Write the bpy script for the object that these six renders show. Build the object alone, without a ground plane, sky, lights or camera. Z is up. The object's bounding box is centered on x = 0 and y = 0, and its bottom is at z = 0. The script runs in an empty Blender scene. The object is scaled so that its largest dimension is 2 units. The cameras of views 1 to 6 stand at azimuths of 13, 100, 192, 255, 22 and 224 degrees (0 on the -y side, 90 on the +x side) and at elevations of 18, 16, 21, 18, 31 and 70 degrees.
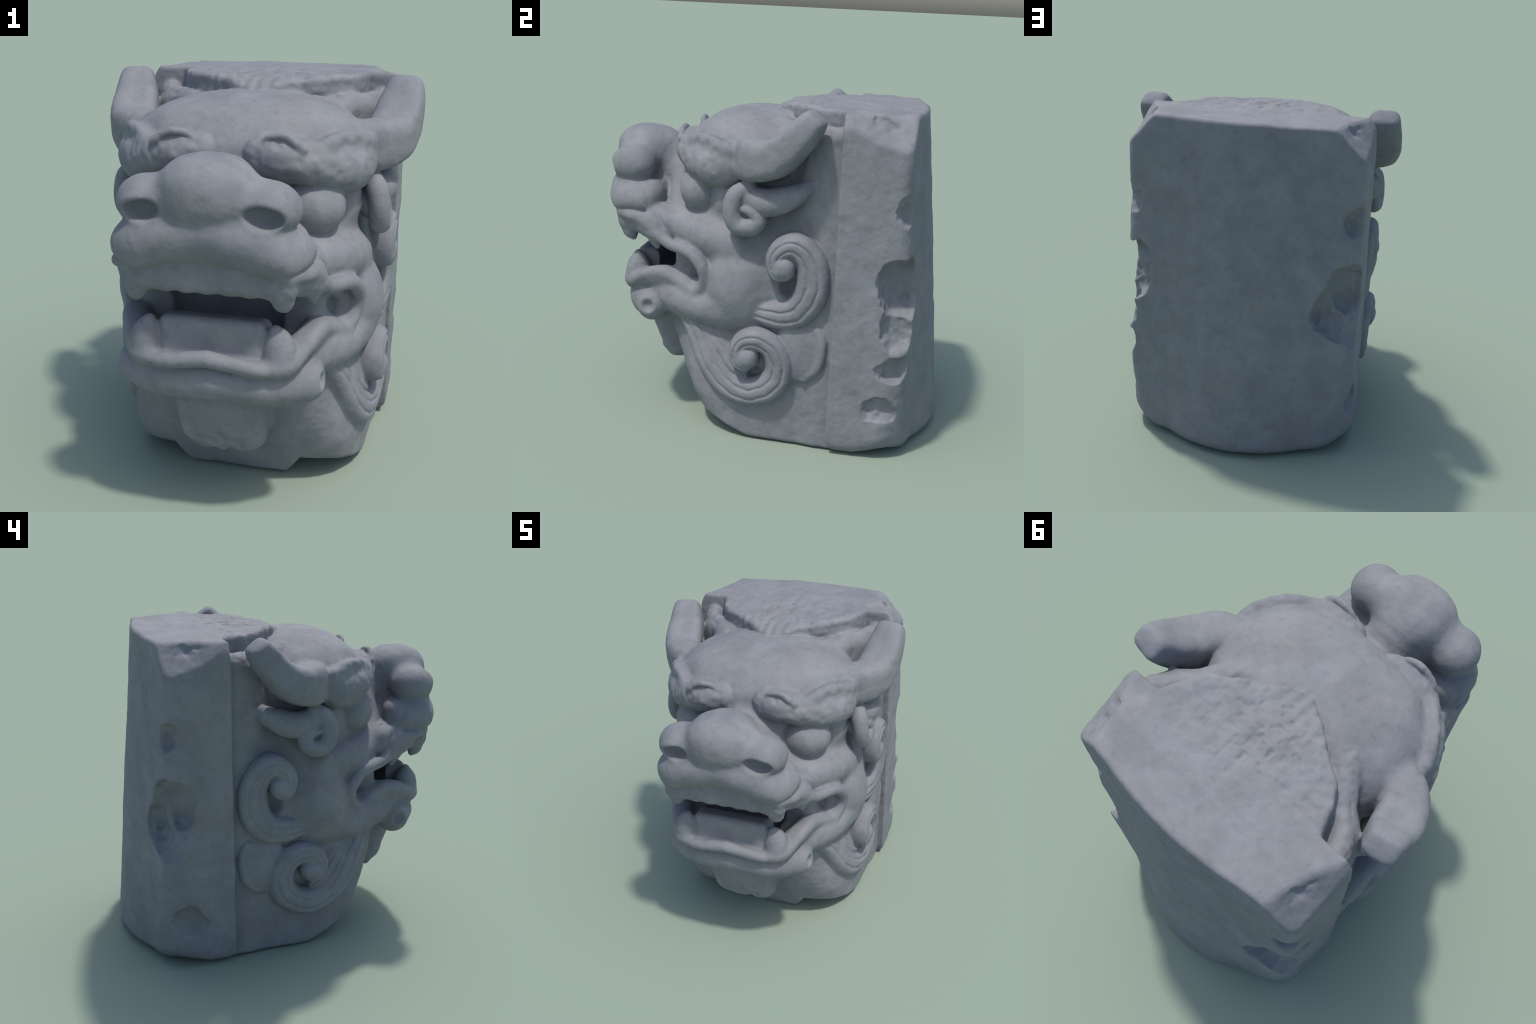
# Carved granite guardian-lion head on a broken pier block.
# The body is described as a set of solids (ellipsoids, tubes along spines,
# flattened scroll bands, slabs) blended into one implicit surface, which is
# then skinned with a surface-net mesher and split into its named parts.
import bpy, math
import numpy as np

H = 0.0055                      # mesher cell size, metres
X1, Y0, Y1, Z0, Z1 = 0.83, -1.04, 1.05, -0.03, 1.96
rng = np.random.default_rng(7)

gx = np.arange(0, X1 + H, H, dtype=np.float32)
gy = np.arange(Y0, Y1 + H, H, dtype=np.float32)
gz = np.arange(Z0, Z1 + H, H, dtype=np.float32)
F32 = np.float32


class Field:
    """Signed distance field on a grid, with the name of the nearest part."""

    def __init__(self, xs, ys, zs):
        self.ax = (xs, ys, zs)
        n = (len(xs), len(ys), len(zs))
        self.D = np.full(n, 0.6, F32)
        self.M = np.full(n, 0.6, F32)
        self.L = np.zeros(n, np.uint8)

    def box(self, lo, hi, margin):
        sl = []
        for a, l, h in zip(self.ax, lo, hi):
            i = int(np.searchsorted(a, l - margin)); j = int(np.searchsorted(a, h + margin))
            sl.append(slice(max(0, i), max(min(len(a), j), 0)))
        X, Y, Z = (a[s] for a, s in zip(self.ax, sl))
        return tuple(sl), X[:, None, None], Y[None, :, None], Z[None, None, :]

    def add(self, shape, part, k=0.02):
        lo, hi, fn = shape
        sl, X, Y, Z = self.box(lo, hi, 0.1 + k)
        if min(s.stop - s.start for s in sl) <= 0:
            return
        d = fn(X, Y, Z).astype(F32)
        D, M, L = self.D[sl], self.M[sl], self.L[sl]
        near = d < M
        L[near] = PART[part]
        np.minimum(M, d, out=M)
        if k > 0:
            h = np.maximum(k - np.abs(D - d), 0) / k
            self.D[sl] = np.minimum(D, d) - h * h * (k * 0.25)
        else:
            self.D[sl] = np.minimum(D, d)

    def cut(self, shape, k=0.015, part=None):
        lo, hi, fn = shape
        sl, X, Y, Z = self.box(lo, hi, 0.03 + k)
        if min(s.stop - s.start for s in sl) <= 0:
            return
        d = -fn(X, Y, Z).astype(F32)
        D = self.D[sl]
        if part:
            inside = d > D
            self.L[sl][inside & (d > -0.03)] = PART[part]
            self.M[sl][inside] = 0.0
        h = np.maximum(k - np.abs(D - d), 0) / k
        self.D[sl] = np.maximum(D, d) + h * h * (k * 0.25)


NAMES = ["stone_block", "neck", "forehead", "eyebrow", "eye", "nose", "muzzle",
         "upper_teeth", "fang", "cheek", "lip", "lower_jaw", "tongue", "beard",
         "ear", "horn", "mane_curl", "mane_lobe", "mouth_cavity", "nostril"]
PART = {n: i for i, n in enumerate(NAMES)}


# ---------------------------------------------------------------- solids
def rot(ax=0, ay=0, az=0):
    ax, ay, az = (math.radians(v) for v in (ax, ay, az))
    rx = np.array([[1, 0, 0], [0, math.cos(ax), -math.sin(ax)], [0, math.sin(ax), math.cos(ax)]])
    ry = np.array([[math.cos(ay), 0, math.sin(ay)], [0, 1, 0], [-math.sin(ay), 0, math.cos(ay)]])
    rz = np.array([[math.cos(az), -math.sin(az), 0], [math.sin(az), math.cos(az), 0], [0, 0, 1]])
    return (rz @ ry @ rx).astype(F32)


def local(c, R, X, Y, Z):
    x, y, z = X - c[0], Y - c[1], Z - c[2]
    if R is None:
        return x, y, z
    return tuple(R[0, i] * x + R[1, i] * y + R[2, i] * z for i in range(3))


def ellipsoid(c, r, R=None, p=2.0):
    big = max(r) if R is not None else None
    lo = [c[i] - (big or r[i]) for i in range(3)]; hi = [c[i] + (big or r[i]) for i in range(3)]

    def fn(X, Y, Z):
        x, y, z = local(c, R, X, Y, Z)
        a, b, e = np.abs(x / F32(r[0])), np.abs(y / F32(r[1])), np.abs(z / F32(r[2]))
        if p == 2.0:
            k0 = np.sqrt(a * a + b * b + e * e)
            k1 = np.sqrt((a / r[0]) ** 2 + (b / r[1]) ** 2 + (e / r[2]) ** 2) + 1e-6
            return k0 * (k0 - 1) / k1
        k0 = (a ** p + b ** p + e ** p) ** (1 / p)
        g = np.sqrt((a ** (p - 1) / r[0]) ** 2 + (b ** (p - 1) / r[1]) ** 2 + (e ** (p - 1) / r[2]) ** 2) + 1e-4
        return (k0 - 1) * np.maximum(k0, 1e-3) ** (p - 1) / g
    return lo, hi, fn


def slab(c, h, r=0.02, R=None):
    big = math.sqrt(sum(v * v for v in h)) if R is not None else None
    lo = [c[i] - (big or h[i]) for i in range(3)]; hi = [c[i] + (big or h[i]) for i in range(3)]

    def fn(X, Y, Z):
        q = [np.abs(v) - F32(h[i] - r) for i, v in enumerate(local(c, R, X, Y, Z))]
        out = np.sqrt(sum(np.maximum(v, 0) ** 2 for v in q))
        return out + np.minimum(np.maximum(np.maximum(q[0], q[1]), q[2]), 0) - r
    return lo, hi, fn


def smooth_path(pts, n=4):
    """Catmull-Rom through control rows (any number of columns)."""
    P = np.array(pts, float)
    P = np.vstack([2 * P[0] - P[1], P, 2 * P[-1] - P[-2]])
    out = []
    for i in range(1, len(P) - 2):
        for t in np.linspace(0, 1, n, endpoint=False):
            a, b, c, d = P[i - 1:i + 3]
            out.append(0.5 * (2 * b + (c - a) * t + (2 * a - 5 * b + 4 * c - d) * t * t
                              + (3 * b - a - 3 * c + d) * t ** 3))
    out.append(P[-2])
    return np.array(out)


def tube(pts, n=4, squash=(1, 1, 1)):
    """Round tube; control rows are x, y, z, radius."""
    P = smooth_path(pts, n)
    s = np.array(squash, F32)
    m = P[:, 3].max() / min(squash)
    lo = P[:, :3].min(0) - m; hi = P[:, :3].max(0) + m

    def fn(X, Y, Z):
        X, Y, Z = X * s[0], Y * s[1], Z * s[2]
        best = None
        for a, b in zip(P[:-1], P[1:]):
            A = a[:3] * s; B = b[:3] * s; v = B - A; vv = float(v @ v) + 1e-12
            t = ((X - F32(A[0])) * F32(v[0]) + (Y - F32(A[1])) * F32(v[1]) + (Z - F32(A[2])) * F32(v[2])) / F32(vv)
            t = np.clip(t, 0, 1)
            d = np.sqrt((X - A[0] - t * v[0]) ** 2 + (Y - A[1] - t * v[1]) ** 2 + (Z - A[2] - t * v[2]) ** 2)
            d = d.astype(F32) - (a[3] + t * (b[3] - a[3])).astype(F32)
            best = d if best is None else np.minimum(best, d)
        return best / float(s.max())
    return lo, hi, fn


def blade(pts, n=5, p=3.0, end=0.05):
    """Squarish strap swept along a spine; control rows are x, y, z, half width, half thickness.
    The width axis stays level and square to the spine."""
    P = smooth_path(pts, n)
    m = P[:, 3:].max() * 1.2
    lo = P[:, :3].min(0) - m; hi = P[:, :3].max(0) + m
    T = np.gradient(P[:, :3], axis=0); T /= np.linalg.norm(T, axis=1)[:, None]
    A = np.stack([T[:, 1], -T[:, 0], 0 * T[:, 0]], 1); A /= np.linalg.norm(A, axis=1)[:, None]
    B = np.cross(T, A)

    def fn(X, Y, Z):
        best = None
        for i in range(len(P) - 1):
            a, v = P[i], P[i + 1] - P[i]
            ox, oy, oz = X - a[0], Y - a[1], Z - a[2]
            t = np.clip((ox * v[0] + oy * v[1] + oz * v[2]) / (v[:3] @ v[:3]), 0, 1)
            ox, oy, oz = ox - t * v[0], oy - t * v[1], oz - t * v[2]
            w, h = a[3] + t * v[3], a[4] + t * v[4]

            def along(M):
                e = [M[i][j] + t * (M[i + 1][j] - M[i][j]) for j in range(3)]
                return np.abs(ox * e[0] + oy * e[1] + oz * e[2])
            q = ((along(A) / w) ** p + (along(B) / h) ** p + (along(T) / end) ** p) ** (1 / p)
            d = (q - 1) * np.minimum(w, h)
            best = d if best is None else np.minimum(best, d)
        return best
    return lo, hi, fn


def scroll(pts, strands=3, groove=0.0105, seed=0, p=2.6, n=14):
    """Flattened band on the side of the head, spine in the y-z plane.
    Control rows: y, z, half width, x of the band's middle, half thickness."""
    P = smooth_path(pts, n)
    m = P[:, 2].max()
    lo = [(P[:, 3] - P[:, 4]).min(), P[:, 0].min() - m, P[:, 1].min() - m]
    hi = [(P[:, 3] + P[:, 4]).max(), P[:, 0].max() + m, P[:, 1].max() + m]

    def fn(X, Y, Z):
        y = Y[0]; z = Z[0]
        best = np.full(np.broadcast(y, z).shape, 9.0); S = np.zeros_like(best); W = np.ones_like(best) * .05
        XX = np.zeros_like(best); HX = np.ones_like(best) * .05; T = np.zeros_like(best)
        run = 0.0
        for a, b in zip(P[:-1], P[1:]):
            v = b[:2] - a[:2]; ln = math.hypot(*v) + 1e-9
            t = np.clip(((y - a[0]) * v[0] + (z - a[1]) * v[1]) / ln ** 2, 0, 1)
            dy, dz = y - a[0] - t * v[0], z - a[1] - t * v[1]
            w = a[2] + t * (b[2] - a[2])
            q = np.sqrt(dy * dy + dz * dz) / w
            sgn = np.sign(dy * v[1] - dz * v[0])
            c = q < best
            best = np.where(c, q, best); S = np.where(c, q * sgn, S); W = np.where(c, w, W)
            XX = np.where(c, a[3] + t * (b[3] - a[3]), XX); HX = np.where(c, a[4] + t * (b[4] - a[4]), HX)
            T = np.where(c, run + t * ln, T)
            run += ln
        wob = 0.06 * np.sin(T * 23 + seed) + 0.03 * np.sin(T * 67 + 2 * seed)
        ridge = np.abs(np.sin((S + wob * (1 - np.abs(np.clip(S, -1, 1)))) * strands * math.pi / 2 + (strands % 2) * math.pi / 2))
        hx = HX - groove * (1 - ridge) ** 2 * (np.abs(S) < 0.93)
        a = best[None]; e = np.abs(X - XX[None]) / hx[None]
        k0 = (a ** p + e ** p) ** (1 / p)
        g = np.sqrt((a ** (p - 1) / W[None]) ** 2 + (e ** (p - 1) / hx[None]) ** 2) + 1e-4
        return (k0 - 1) * np.maximum(k0, 1e-3) ** (p - 1) / g
    return lo, hi, fn


def ramp(v, a, b):
    return np.clip((v - a) / (b - a), 0, 1)


def smax(a, b, k):
    h = np.maximum(k - np.abs(a - b), 0) / k
    return np.maximum(a, b) + h * h * k * 0.25


INF = ([0, -2, -2], [2, 2, 3])


def poly_cut(pts, k=0.0):
    """Distance-like value to a convex polygon in two coordinates (u, v), counter-clockwise."""
    def fn(u, v):
        d = None
        for (a, b), (c, e) in zip(pts, pts[1:] + pts[:1]):
            ln = math.hypot(c - a, e - b)
            q = ((u - a) * (e - b) - (v - b) * (c - a)) / ln
            d = q if d is None else (smax(d, q, k) if k else np.maximum(d, q))
        return d
    return fn


# ---------------------------------------------------------------- masses
TOP = 1.870


def pier_block(X, Y, Z):
    """Plinth at the back: flat sides, bowed leaning back, rounded foot."""
    bow = 0.84 - 0.38 * ramp(Z, 0, 0.8) - 0.20 * ramp(Z, 1.3, 1.85)
    back = 1.008 - 0.095 * Z - 0.007 * Z * Z - bow * np.where(X < 0.38, X * X, 0.1444 + 0.42 * (X - 0.38))
    d = smax(X - 0.655 + 0 * Z, (Y - back) * 0.9, 0.06 + 0.10 * ramp(-Z, -0.6, 0))
    d = smax(d, 0.395 + 0.012 * (1 - Z) - Y, 0.012)
    d = smax(d, Z - TOP, 0.025)
    foot = 0.07 * ramp(X, 0.48, 0.66) * ramp(Y, 0.55, 0.75)
    return smax(d, foot - Z, 0.09)


def top_slab(X, Y, Z):
    plan = poly_cut([(-1.0, -0.10), (0.24, -0.10), (0.34, 0.03), (0.405, 0.20), (0.53, 0.285),
                     (0.60, 0.37), (0.60, 0.6), (-1.0, 0.6)], 0.04)
    d = plan(X, Y) + 0 * Z
    top = np.minimum(TOP, 1.870 + 0.08 * (Y - 0.15))
    top = np.minimum(top, 1.842 + 0.40 * (Y + 0.02))
    d = smax(d, Z - top, 0.03)
    return smax(d, 1.35 - Z, 0.02)


def core(X, Y, Z):
    """Side background and neck: rounded plan growing forward with height."""
    yf = -0.34 - 0.48 * np.minimum(Z, 0.7) + 0.65 * ramp(Z, 0.85, 1.25)
    hw = 0.604 - 0.016 * ramp(0.33 - Y, 0, 0.1) - 0.06 * ramp(Z, 1.22, 1.45) * ramp(0.23 + 0.25 * (Z - 1.7) - Y, 0, 0.08)
    p = 5.2 - 2.7 * ramp(Z, 0.2, 0.65)
    v = np.maximum((0.4 - Y) / (0.4 - yf), 0)
    q = ((X / hw) ** p + v ** p) ** (1 / p)
    d = (q - 1) * 0.52
    d = smax(d, Y - 0.5, 0.02)
    d = smax(d, Z - 1.745, 0.05)
    under = ramp(X, 0.24, 0.31) * np.clip(0.035 + 0.35 * (-0.15 - Y), 0, 0.12)
    return smax(d, under - Z, 0.03)


def face_mass(X, Y, Z):
    """Upper and lower jaw volume behind the mouth."""
    yf = -0.70 + 0.14 * ramp(Z, 1.15, 1.45)
    hw = 0.565 - 0.075 * ramp(Z, 1.08, 1.36)
    v = np.maximum((0.15 - Y) / (0.15 - yf), 0)
    q = ((X / hw) ** 2.6 + v ** 2.6) ** (1 / 2.6)
    d = (q - 1) * 0.5
    d = smax(d, Y - 0.3, 0.02)
    d = smax(d, Z - 1.55, 0.10)
    return smax(d, 0.66 - Z, 0.12)


f = Field(gx, gy, gz)
f.add((*INF, pier_block), "stone_block", 0)
f.add(([0, -.15, 1.3], [.65, .65, 1.95], top_slab), "stone_block", 0.01)
f.cut(ellipsoid((.74, .37, 1.89), (.12, .10, .13)), 0.02)
f.add(([0, -.75, 0], [.65, .52, 1.8], core), "neck", 0.008)
f.add(([0, -.75, .6], [.65, .35, 1.6], face_mass), "cheek", 0.05)
dome = ellipsoid((0, -0.12, 1.50), (0.565, 0.415, 0.318), p=2.5)
f.add((dome[0], dome[1], lambda X, Y, Z: smax(dome[2](X, Y, Z), 1.47 - Z, 0.1)), "forehead", 0.012)
f.add(tube([(.30, .03, 1.71, .08), (.37, .13, 1.71, .07), (.42, .21, 1.72, .06), (.50, .29, 1.73, .055), (.55, .36, 1.74, .055)]), "stone_block", 0.025)

# --- cheeks and jaw muscles
f.add(ellipsoid((0.455, -0.14, 0.87), (0.20, 0.20, 0.25)), "cheek", 0.06)
f.add(tube([(.485, -.10, .76, .13), (.47, -.28, .735, .12), (.415, -.46, .745, .11), (.34, -.60, .75, .10)]), "cheek", 0.04)
f.add(tube([(.10, -.56, 1.41, .08), (.20, -.55, 1.28, .085), (.34, -.49, 1.16, .09), (.45, -.36, 1.13, .10), (.49, -.18, 1.12, .10)]), "cheek", 0.05)

f.add(ellipsoid((.42, -.19, 1.36), (.115, .14, .16)), "cheek", 0.05)

# --- eyes sit in hollows under the brows
f.cut(ellipsoid((.43, -.50, 1.41), (.19, .16, .15)), 0.04)
f.add(ellipsoid((.332, -.388, 1.372), (.158, .142, .14)), "eye", 0.006)

# --- brows: heavy rolls with a hooked crest
f.add(tube([(.14, -.475, 1.60, .09), (.23, -.485, 1.595, .10), (.33, -.445, 1.57, .10),
            (.425, -.335, 1.54, .125), (.47, -.24, 1.535, .128)]), "eyebrow", 0.012)
f.add(tube([(.355, -.48, 1.63, .012), (.40, -.45, 1.65, .02), (.45, -.395, 1.67, .026),
            (.505, -.32, 1.665, .03), (.545, -.24, 1.64, .03), (.55, -.17, 1.63, .03)]), "eyebrow", 0.045)
f.add(tube([(.15, -.535, 1.66, .008), (.175, -.54, 1.685, .013), (.22, -.545, 1.695, .016), (.265, -.548, 1.687, .018),
            (.298, -.545, 1.663, .021), (.322, -.535, 1.64, .024)]), "eyebrow", 0.012)
f.cut(tube([(.18, -.585, 1.66, .004), (.21, -.595, 1.668, .006), (.245, -.60, 1.655, .006), (.265, -.60, 1.635, .004)]), 0.02)

# --- nose: broad bridge, bulb and flared wings
f.add(slab((0, -.64, 1.35), (.16, .14, .13), .08), "muzzle", 0.04)
f.add(tube([(0, -.46, 1.43, .13), (0, -.60, 1.435, .13), (0, -.72, 1.485, .15)]), "nose", 0.05)
f.add(ellipsoid((0, -.832, 1.515), (.195, .167, .148), p=2.5), "nose", 0.06)
f.add(ellipsoid((.25, -.835, 1.462), (.128, .13, .11)), "nose", 0.07)

# --- muzzle, lip pad, upper teeth
f.add(slab((0, -.785, 1.30), (.38, .145, .09), .085), "muzzle", 0.03)
f.add(tube([(0, -.868, 1.365, .112), (.18, -.862, 1.335, .115), (.295, -.84, 1.28, .11), (.345, -.75, 1.275, .08)]), "muzzle", 0.03)
f.add(ellipsoid((.35, -.65, 1.16), (.10, .16, .10)), "muzzle", 0.03)
f.cut(ellipsoid((.25, -.955, 1.447), (.08, .075, .045), rot(0, 8, 0)), 0.02, "nostril")

# --- folds: between muzzle pad and cheek, and under the pad's outer end
f.cut(tube([(.385, -.735, 1.375, .004), (.41, -.69, 1.30, .006), (.43, -.63, 1.20, .006), (.455, -.57, 1.135, .006), (.505, -.48, 1.105, .004)]), 0.03)
f.cut(tube([(.32, -.93, 1.205, .004), (.39, -.86, 1.222, .008), (.42, -.79, 1.225, .008), (.41, -.72, 1.225, .004)]), 0.02)

# --- mouth opening
mouth = poly_cut([(-1.2, .84), (-.74, .84), (-.37, .885), (-.385, .96), (-.46, 1.02), (-.60, 1.06), (-.68, 1.10), (-1.2, 1.10)], .02)
f.cut(([0, -1.1, .8], [.75, -.36, 1.12], lambda X, Y, Z: mouth(Y, Z) + 0 * X), 0.03, "mouth_cavity")
f.add(slab((0, -.30, .98), (.43, .24, .2), .06), "mouth_cavity", 0.02)
f.cut(slab((0, -.60, 1.01), (.27, .18, .075), .05), 0.02, "mouth_cavity")
f.add(tube([(.42, -.46, .86, .05), (.40, -.58, .86, .06), (.35, -.70, .83, .06), (.30, -.76, .80, .05)]), "lip", 0.03)

# --- upper teeth and fangs
f.add(tube([(.30, -.80, 1.16, .06), (.36, -.72, 1.13, .06), (.40, -.62, 1.10, .05)]), "upper_teeth", 0.02)
f.add(slab((0, -.725, 1.18), (.375, .178, .088), .06), "upper_teeth", 0.012)
f.add(tube([(.30, -.84, 1.15, .06), (.308, -.835, 1.09, .048), (.312, -.815, 1.048, .02)]), "fang", 0.015)
f.add(tube([(.385, -.68, 1.15, .05), (.395, -.66, 1.08, .04), (.40, -.645, 1.03, .018)]), "fang", 0.015)

# --- lower jaw, chin roll with curled ends, beard
f.add(slab((0, -.60, .72), (.36, .22, .12), .08), "lower_jaw", 0.04)
f.add(tube([(0, -.785, .70, .10), (.2, -.765, .682, .10), (.31, -.71, .672, .098), (.365, -.665, .672, .09)]), "lower_jaw", 0.03)
f.add(ellipsoid((.385, -.675, .675), (.085, .09, .095)), "lower_jaw", 0.015)
f.cut(ellipsoid((.475, -.685, .685), (.04, .038, .038)), 0.02)
f.add(slab((0, -.585, .787), (.235, .255, .15), .04, rot(-8)), "tongue", 0.01)
f.cut(slab((0, -.56, .93), (.25, .14, .14), .08), 0.02, "mouth_cavity")
f.add(tube([(.285, -.79, .80, .08), (.285, -.79, .87, .068), (.272, -.795, .935, .028)]), "fang", 0.012)
f.add(tube([(.34, -.88, 1.20, .022), (.40, -.81, 1.195, .028), (.41, -.71, 1.17, .032), (.43, -.63, 1.105, .032),
            (.46, -.555, 1.065, .032), (.515, -.45, 1.055, .034), (.54, -.39, 1.03, .034), (.555, -.335, .96, .034),
            (.54, -.335, .88, .034), (.51, -.395, .82, .032), (.455, -.49, .85, .032), (.435, -.57, .885, .032),
            (.42, -.64, .885, .032), (.385, -.73, .845, .032), (.33, -.81, .79, .033), (.2, -.865, .787, .034), (0, -.88, .82, .034)]), "lip", 0.024)
f.add(ellipsoid((.015, -.585, .485), (.19, .15, .22), rot(24), 4.0), "beard", 0.02)

# --- horns
f.add(blade([(.46, -.10, 1.59, .10, .11), (.56, -.07, 1.592, .105, .115), (.62, .01, 1.605, .112, .105), (.648, .09, 1.65, .116, .092),
             (.662, .16, 1.72, .108, .082), (.672, .21, 1.785, .092, .074), (.676, .232, 1.815, .082, .064)], p=3.6), "horn", 0.02)

# --- ears: curled leaf
f.add(ellipsoid((.56, -.09, 1.335), (.055, .085, .085)), "ear", 0.01)
f.add(tube([(.57, -.08, 1.385, .065), (.60, .03, 1.38, .075), (.585, .13, 1.415, .065), (.555, .24, 1.475, .035)]), "ear", 0.015)
f.add(tube([(.57, -.10, 1.435, .05), (.60, -.16, 1.40, .052), (.615, -.175, 1.32, .05), (.615, -.145, 1.25, .05),
            (.615, -.075, 1.24, .05), (.615, -.03, 1.28, .045), (.62, -.06, 1.325, .035), (.62, -.11, 1.335, .022)]), "ear", 0.012)

# --- mane: scrolls and lobe, undercut beside the rolled ends
f.cut(ellipsoid((.625, .16, .915), (.10, .075, .07)), 0.02)
f.cut(ellipsoid((.63, -.04, .40), (.085, .085, .055)), 0.02)
f.add(ellipsoid((.575, .235, .56), (.052, .13, .18), rot(10), 3.0), "mane_lobe", 0.01)
f.add(tube([(.60, .26, .41, .022), (.605, .325, .475, .026), (.605, .345, .56, .028), (.605, .345, .64, .028), (.60, .315, .70, .024)]), "mane_lobe", 0.012)
f.add(scroll([(-.02, .76, .06, .553, .06), (.10, .76, .08, .573, .07), (.20, .79, .088, .583, .075), (.265, .88, .092, .588, .08),
              (.28, 1.0, .088, .593, .08), (.253, 1.10, .08, .598, .08), (.185, 1.16, .072, .598, .08), (.11, 1.145, .06, .598, .08),
              (.07, 1.085, .052, .598, .08), (.085, 1.01, .045, .598, .08), (.13, 1.0, .035, .598, .08)], 3, seed=1), "mane_curl", 0.008)
f.add(ellipsoid((.605, .118, 1.04), (.085, .068, .068), p=2.5), "mane_curl", 0.008)
f.add(scroll([(-.36, .68, .05, .43, .05), (-.28, .58, .07, .475, .06), (-.215, .49, .075, .51, .06), (-.15, .42, .06, .54, .055), (-.09, .39, .04, .55, .05)], 3, seed=2), "mane_curl", 0.012)
f.add(scroll([(-.46, .68, .05, .413, .06), (-.38, .60, .075, .453, .07), (-.315, .49, .088, .488, .075), (-.25, .39, .088, .518, .075), (-.165, .315, .088, .543, .075),
              (-.055, .29, .085, .568, .075), (.05, .325, .083, .578, .078), (.11, .40, .082, .583, .08), (.115, .50, .078, .588, .08),
              (.075, .58, .07, .593, .08), (.0, .615, .065, .593, .08), (-.07, .605, .058, .593, .08), (-.112, .555, .05, .593, .08),
              (-.105, .485, .045, .593, .08), (-.06, .46, .035, .593, .08)], 3, seed=4), "mane_curl", 0.008)
f.add(ellipsoid((.60, -.06, .51), (.085, .068, .068), p=2.5), "mane_curl", 0.008)

# ---------------------------------------------------------------- whole head
D = np.concatenate([f.D[:0:-1], f.D], 0); L = np.concatenate([f.L[:0:-1], f.L], 0)
full = Field.__new__(Field)
full.ax = (np.concatenate([-gx[:0:-1], gx]), gy, gz); full.D = D; full.L = L; full.M = D


def noise3(P, freq, seed, stretch=(1, 1, 1)):
    """Smooth value noise, -1..1."""
    g = np.random.default_rng(seed).uniform(-1, 1, (64, 64, 64))
    q = P * freq * np.array(stretch) + 100
    i = np.floor(q).astype(int); t = q - i; t = t * t * (3 - 2 * t)
    r = 0
    for a in (0, 1):
        for b in (0, 1):
            for c in (0, 1):
                w = (t[:, 0] if a else 1 - t[:, 0]) * (t[:, 1] if b else 1 - t[:, 1]) * (t[:, 2] if c else 1 - t[:, 2])
                r = r + w * g[(i[:, 0] + a) % 64, (i[:, 1] + b) % 64, (i[:, 2] + c) % 64]
    return r


def chip(c, r, deg=(0, 0, 0), p=2.0, rough=0.024):
    lo, hi, fn = ellipsoid(c, r, rot(*deg), p)

    def broken(X, Y, Z):
        d = fn(X, Y, Z)
        P = np.stack(np.broadcast_arrays(X, Y, Z), -1).reshape(-1, 3).astype(float)
        n = noise3(P, 9, 21) + 0.6 * noise3(P, 21, 22) + 0.2 * noise3(P, 45, 23)
        return d + rough * n.reshape(d.shape)
    full.cut((lo, hi, broken), 0.006)


# spalled corners and pry notches along the back edges of the block
for s in (1, -1):
    full.cut(ellipsoid((s * 1.305, 0.843, 2.455), (1, 1, 1)), 0.02)
    chip((s * .60, .62, 1.86), (.06, .10, .06))
    chip((s * .69, .80, 1.385), (.14, .12, .10), p=2.4)
    chip((s * .68, .79, .98), (.19, .175, .18), p=2.4)
    chip((s * .70, .77, .78), (.12, .13, .17), (20, 0, 0))
    chip((s * .69, .70, .29), (.08, .135, .085), p=2.4)
chip((.69, .77, .54), (.08, .14, .06), (25, 0, 0), 2.4)
chip((-.66, .82, .88), (.24, .11, .17), p=2.5)
chip((-.40, .98, .28), (.14, .06, .06))
D, L = full.D, full.L


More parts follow.
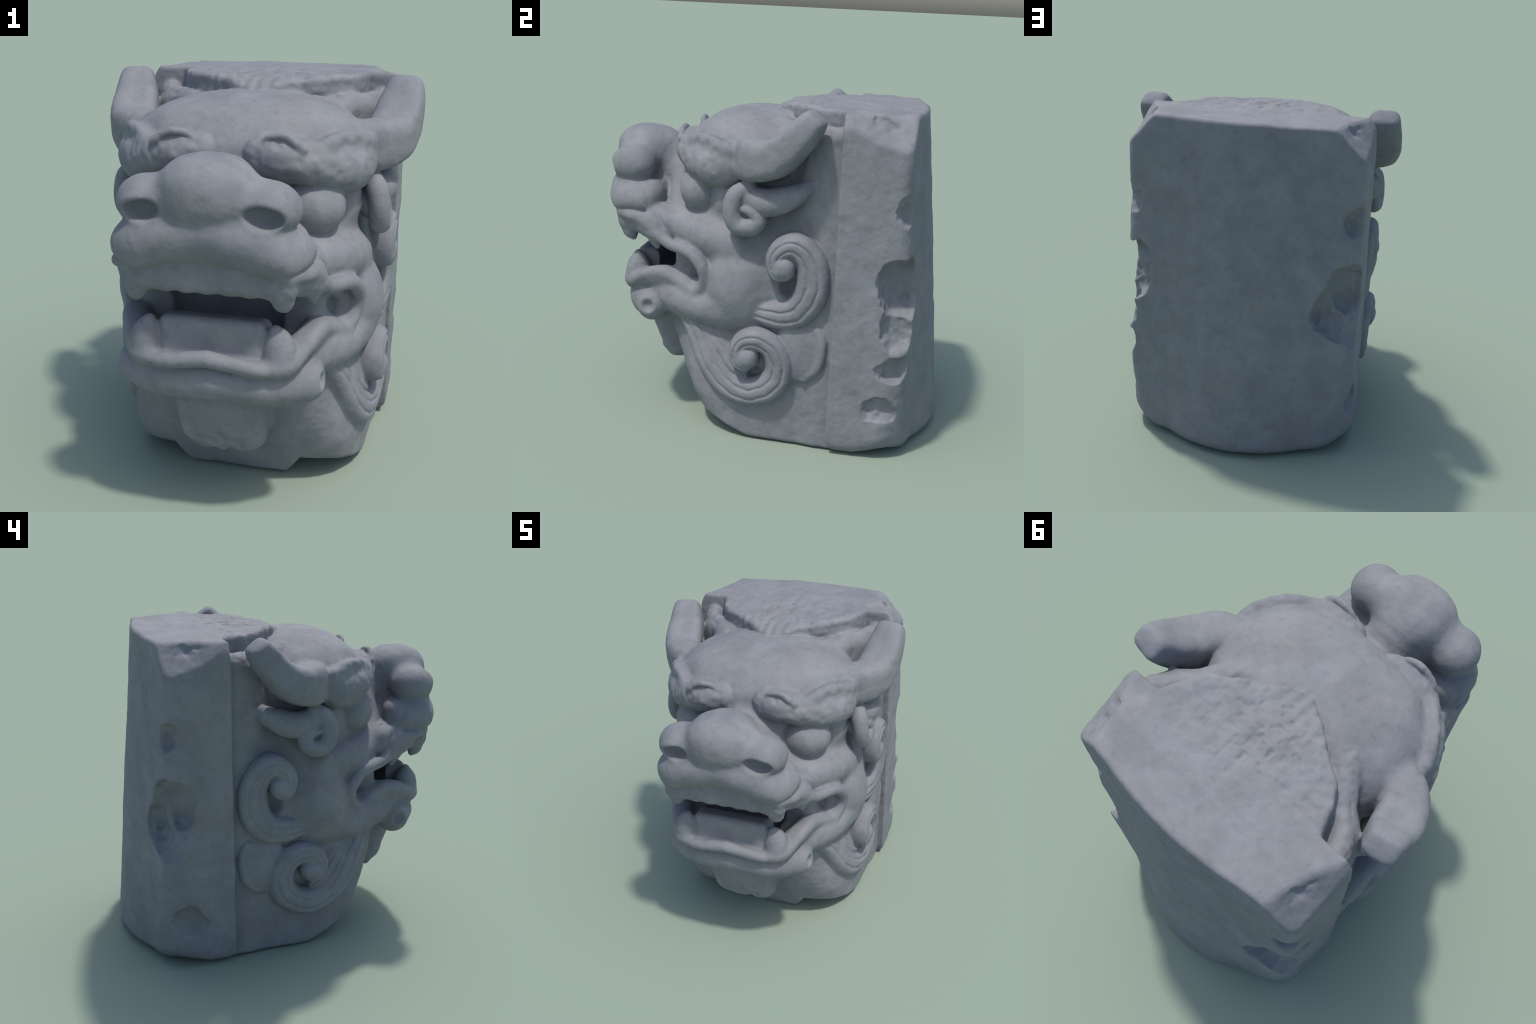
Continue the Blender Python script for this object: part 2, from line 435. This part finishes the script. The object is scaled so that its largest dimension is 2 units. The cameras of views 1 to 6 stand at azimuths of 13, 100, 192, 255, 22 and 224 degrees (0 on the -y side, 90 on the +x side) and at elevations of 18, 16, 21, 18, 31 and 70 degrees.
# ---------------------------------------------------------------- mesher
def surface_net(D, L, axes):
    S = D < 0
    cnt = np.zeros(tuple(n - 1 for n in D.shape), np.uint8)
    corner = [(i, j, k) for i in (0, 1) for j in (0, 1) for k in (0, 1)]
    view = lambda A, c: A[c[0]:A.shape[0] - 1 + c[0], c[1]:A.shape[1] - 1 + c[1], c[2]:A.shape[2] - 1 + c[2]]
    for c in corner:
        cnt += view(S, c)
    act = (cnt > 0) & (cnt < 8)
    I = np.array(np.nonzero(act)).T
    vid = np.full(act.shape, -1, np.int32); vid[act] = np.arange(len(I))
    val = {c: D[I[:, 0] + c[0], I[:, 1] + c[1], I[:, 2] + c[2]] for c in corner}
    pos = np.zeros((len(I), 3)); num = np.zeros(len(I))
    for a in corner:
        for ax in range(3):
            if a[ax]:
                continue
            b = list(a); b[ax] = 1; b = tuple(b)
            va, vb = val[a], val[b]
            x = (va < 0) != (vb < 0)
            t = np.where(x, va / np.where(x, va - vb, 1), 0)
            p = np.tile(np.array(a, float), (len(I), 1)); p[:, ax] = t
            pos[x] += p[x]; num[x] += 1
    pos /= num[:, None]
    V = np.stack([axes[i][0] for i in range(3)]) + (I + pos) * H
    best = np.full(len(I), 9.0); lab = np.zeros(len(I), np.uint8)
    for c in corner:
        a = np.abs(val[c]); w = a < best
        best[w] = a[w]; lab[w] = L[I[:, 0] + c[0], I[:, 1] + c[1], I[:, 2] + c[2]][w]
    quads = []
    for ax in range(3):
        A = np.moveaxis(S, ax, 0); G = np.moveaxis(vid, ax, 0)
        e = A[:-1, 1:-1, 1:-1] != A[1:, 1:-1, 1:-1]
        i, j, k = np.nonzero(e); j += 1; k += 1
        q = np.stack([G[i, j - 1, k - 1], G[i, j, k - 1], G[i, j, k], G[i, j - 1, k]], 1)
        flip = ~A[i, j, k]
        if ax == 1:
            flip = ~flip
        q[flip] = q[flip][:, ::-1]
        quads.append(q)
    return V, np.concatenate(quads), lab


V, Q, lab = surface_net(D, L, full.ax)

# keep only the largest connected shell
root = np.arange(len(V))
for _ in range(400):
    m = root[Q].min(1)
    new = root.copy()
    for c in range(4):
        np.minimum.at(new, Q[:, c], m)
    new = new[new]
    if (new == root).all():
        break
    root = new
ids, n = np.unique(root, return_counts=True)
keepv = root == ids[n.argmax()]
Q = Q[keepv[Q[:, 0]]]


def normals(V, Q):
    fn = np.cross(V[Q[:, 2]] - V[Q[:, 0]], V[Q[:, 3]] - V[Q[:, 1]])
    N = np.zeros_like(V)
    for c in range(4):
        for a in range(3):
            N[:, a] += np.bincount(Q[:, c], fn[:, a], len(V))
    return N / (np.linalg.norm(N, axis=1, keepdims=True) + 1e-12)


def relax(A, Q, times, f=0.5):
    for _ in range(times):
        s = np.zeros_like(A); w = np.zeros(len(A))
        for c in range(4):
            for o in (1, 3):
                for a in range(A.shape[1]):
                    s[:, a] += np.bincount(Q[:, c], A[Q[:, (c + o) % 4], a], len(A))
                w += np.bincount(Q[:, c], minlength=len(A))
        A = A + f * (s / np.maximum(w, 1)[:, None] - A)
    return A


V = relax(V, Q, 1, 0.4)
N = normals(V, Q)
# tool marks and weathering: soft undulation everywhere, coarser on the block,
# pecked pits and drag marks on the sawn top
amp = 0.003 * noise3(V, 9, 1) + 0.0014 * noise3(V, 22, 2) + 0.0006 * noise3(V, 55, 3)
def zone(*names):
    """Soft 0..1 mask of parts, feathered over the mesh so that relief fades across borders."""
    m = np.isin(lab, [PART[n] for n in names]).astype(float)
    return relax(m[:, None], Q, 10, 0.6)[:, 0]


block_zone = zone("stone_block")
amp += zone("stone_block", "neck") * 0.0008 * noise3(V, 30, 4)
topw = ramp(V[:, 2], 1.80, 1.85) * ramp(N[:, 2], .5, .9) * block_zone
pit = np.exp(-((V[:, 0] / .28) ** 2 + ((V[:, 1] - .22) / .26) ** 2))
amp -= topw * pit * 0.012 * np.maximum(noise3(V, 38, 5) - .15, 0)
flute = ramp(V[:, 2], 1.76, 1.81) * ramp(-V[:, 1], -.17, -.09) * block_zone
amp += flute * 0.011 * noise3(V, 34, 6, (1, .12, .12))
lip_zone = block_zone * ramp(V[:, 2], 1.66, 1.74) * ramp(-V[:, 1], -.42, -.34)
amp += lip_zone * (0.005 * noise3(V, 17, 11) + 0.003 * noise3(V, 40, 12))
amp += zone("upper_teeth") * 0.003 * np.cos(V[:, 0] * 72)
amp += zone("beard") * ramp(-V[:, 2], -.45, -.32) * 0.012 * noise3(V, 24, 9)
amp += zone("eyebrow") * 0.004 * noise3(V, 32, 8)
V = V + N * amp[:, None]
V[:, 2] -= V[np.unique(Q), 2].min()
N = normals(V, Q)


# ---------------------------------------------------------------- material
def stone(name, tint=1.0):
    m = bpy.data.materials.new(name); m.use_nodes = True
    nt = m.node_tree; nd = nt.nodes; lk = nt.links
    b = nd["Principled BSDF"]; b.inputs["Roughness"].default_value = 0.78
    b.inputs["Specular IOR Level"].default_value = 0.35
    tc = nd.new("ShaderNodeTexCoord")

    def nz(scale, detail, rough=0.6):
        t = nd.new("ShaderNodeTexNoise"); t.inputs["Scale"].default_value = scale
        t.inputs["Detail"].default_value = detail; t.inputs["Roughness"].default_value = rough
        lk.new(tc.outputs["Object"], t.inputs["Vector"]); return t

    def cr(src, stops):
        r = nd.new("ShaderNodeValToRGB"); e = r.color_ramp.elements
        e[0].position, e[0].color = stops[0][0], (*stops[0][1], 1)
        e[1].position, e[1].color = stops[-1][0], (*stops[-1][1], 1)
        for p, c in stops[1:-1]:
            e.new(p).color = (*c, 1)
        lk.new(src, r.inputs["Fac"]); return r

    def mix(a, bb, mode, fac):
        x = nd.new("ShaderNodeMix"); x.data_type = "RGBA"; x.blend_type = mode
        lk.new(a, x.inputs["A"]); lk.new(bb, x.inputs["B"])
        if isinstance(fac, float):
            x.inputs["Factor"].default_value = fac
        else:
            lk.new(fac, x.inputs["Factor"])
        return x.outputs["Result"]
    c = tint * 1.02
    base = cr(nz(7, 6).outputs["Fac"], [(.3, (.168 * c, .178 * c, .193 * c)), (.5, (.196 * c, .207 * c, .224 * c)), (.72, (.225 * c, .236 * c, .254 * c))])
    warm = cr(nz(3.1, 3).outputs["Fac"], [(.5, (1, 1, 1)), (.75, (1.0, .965, .91))])
    col = mix(base.outputs["Color"], warm.outputs["Color"], "MULTIPLY", 0.8)
    speck = cr(nz(24, 3, .55).outputs["Fac"], [(.30, (.78, .78, .78)), (.45, (1, 1, 1)), (.58, (1, 1, 1)), (.75, (1.1, 1.1, 1.1))])
    col = mix(col, speck.outputs["Color"], "MULTIPLY", 0.5)
    lk.new(col, b.inputs["Base Color"])
    bp = nd.new("ShaderNodeBump"); bp.inputs["Strength"].default_value = 0.16; bp.inputs["Distance"].default_value = 0.01
    lk.new(nz(60, 5, .6).outputs["Fac"], bp.inputs["Height"]); lk.new(bp.outputs["Normal"], b.inputs["Normal"])
    return m


granite = stone("grey_granite")

# ---------------------------------------------------------------- split into parts
head = bpy.data.objects.new("stone_lion_head", None)
bpy.context.scene.collection.objects.link(head)
head["label"] = "carved grey stone guardian lion head on a chipped block"
head["category"] = "stone sculpture"

paired = {"eyebrow", "eye", "horn", "ear", "mane_lobe", "cheek", "nostril", "mane_curl", "fang"}
fl = lab[Q]
# majority label of the four corners
score = np.stack([(fl == fl[:, [c]]).sum(1) for c in range(4)], 1)
face_lab = fl[np.arange(len(Q)), score.argmax(1)]
cen = V[Q].mean(1)


def emit(name, mask):
    q = Q[mask]
    if len(q) < 12:
        return
    ids, inv = np.unique(q, return_inverse=True)
    me = bpy.data.meshes.new(name)
    me.vertices.add(len(ids)); me.vertices.foreach_set("co", V[ids].astype(F32).ravel())
    me.loops.add(q.size); me.loops.foreach_set("vertex_index", inv.ravel().astype(np.int32))
    me.polygons.add(len(q)); me.polygons.foreach_set("loop_start", np.arange(0, q.size, 4, dtype=np.int32))
    me.update(calc_edges=True); me.validate()
    me.polygons.foreach_set("use_smooth", np.ones(len(q), bool))
    me.normals_split_custom_set_from_vertices(N[ids].tolist())
    me.materials.append(granite)
    o = bpy.data.objects.new(name, me); o.parent = head
    bpy.context.scene.collection.objects.link(o)


for name, code in PART.items():
    m = face_lab == code
    if name not in paired:
        emit(name, m); continue
    for side in (cen[:, 0] >= 0, cen[:, 0] < 0):
        ms = m & side
        if name == "mane_curl":
            up = cen[:, 2] > 0.69
            emit(name, ms & up); emit(name, ms & ~up)
        elif name == "fang":
            low = cen[:, 2] < 1.0
            outer = np.abs(cen[:, 0]) > 0.365
            emit(name, ms & low); emit(name, ms & ~low & outer); emit(name, ms & ~low & ~outer)
        else:
            emit(name, ms)
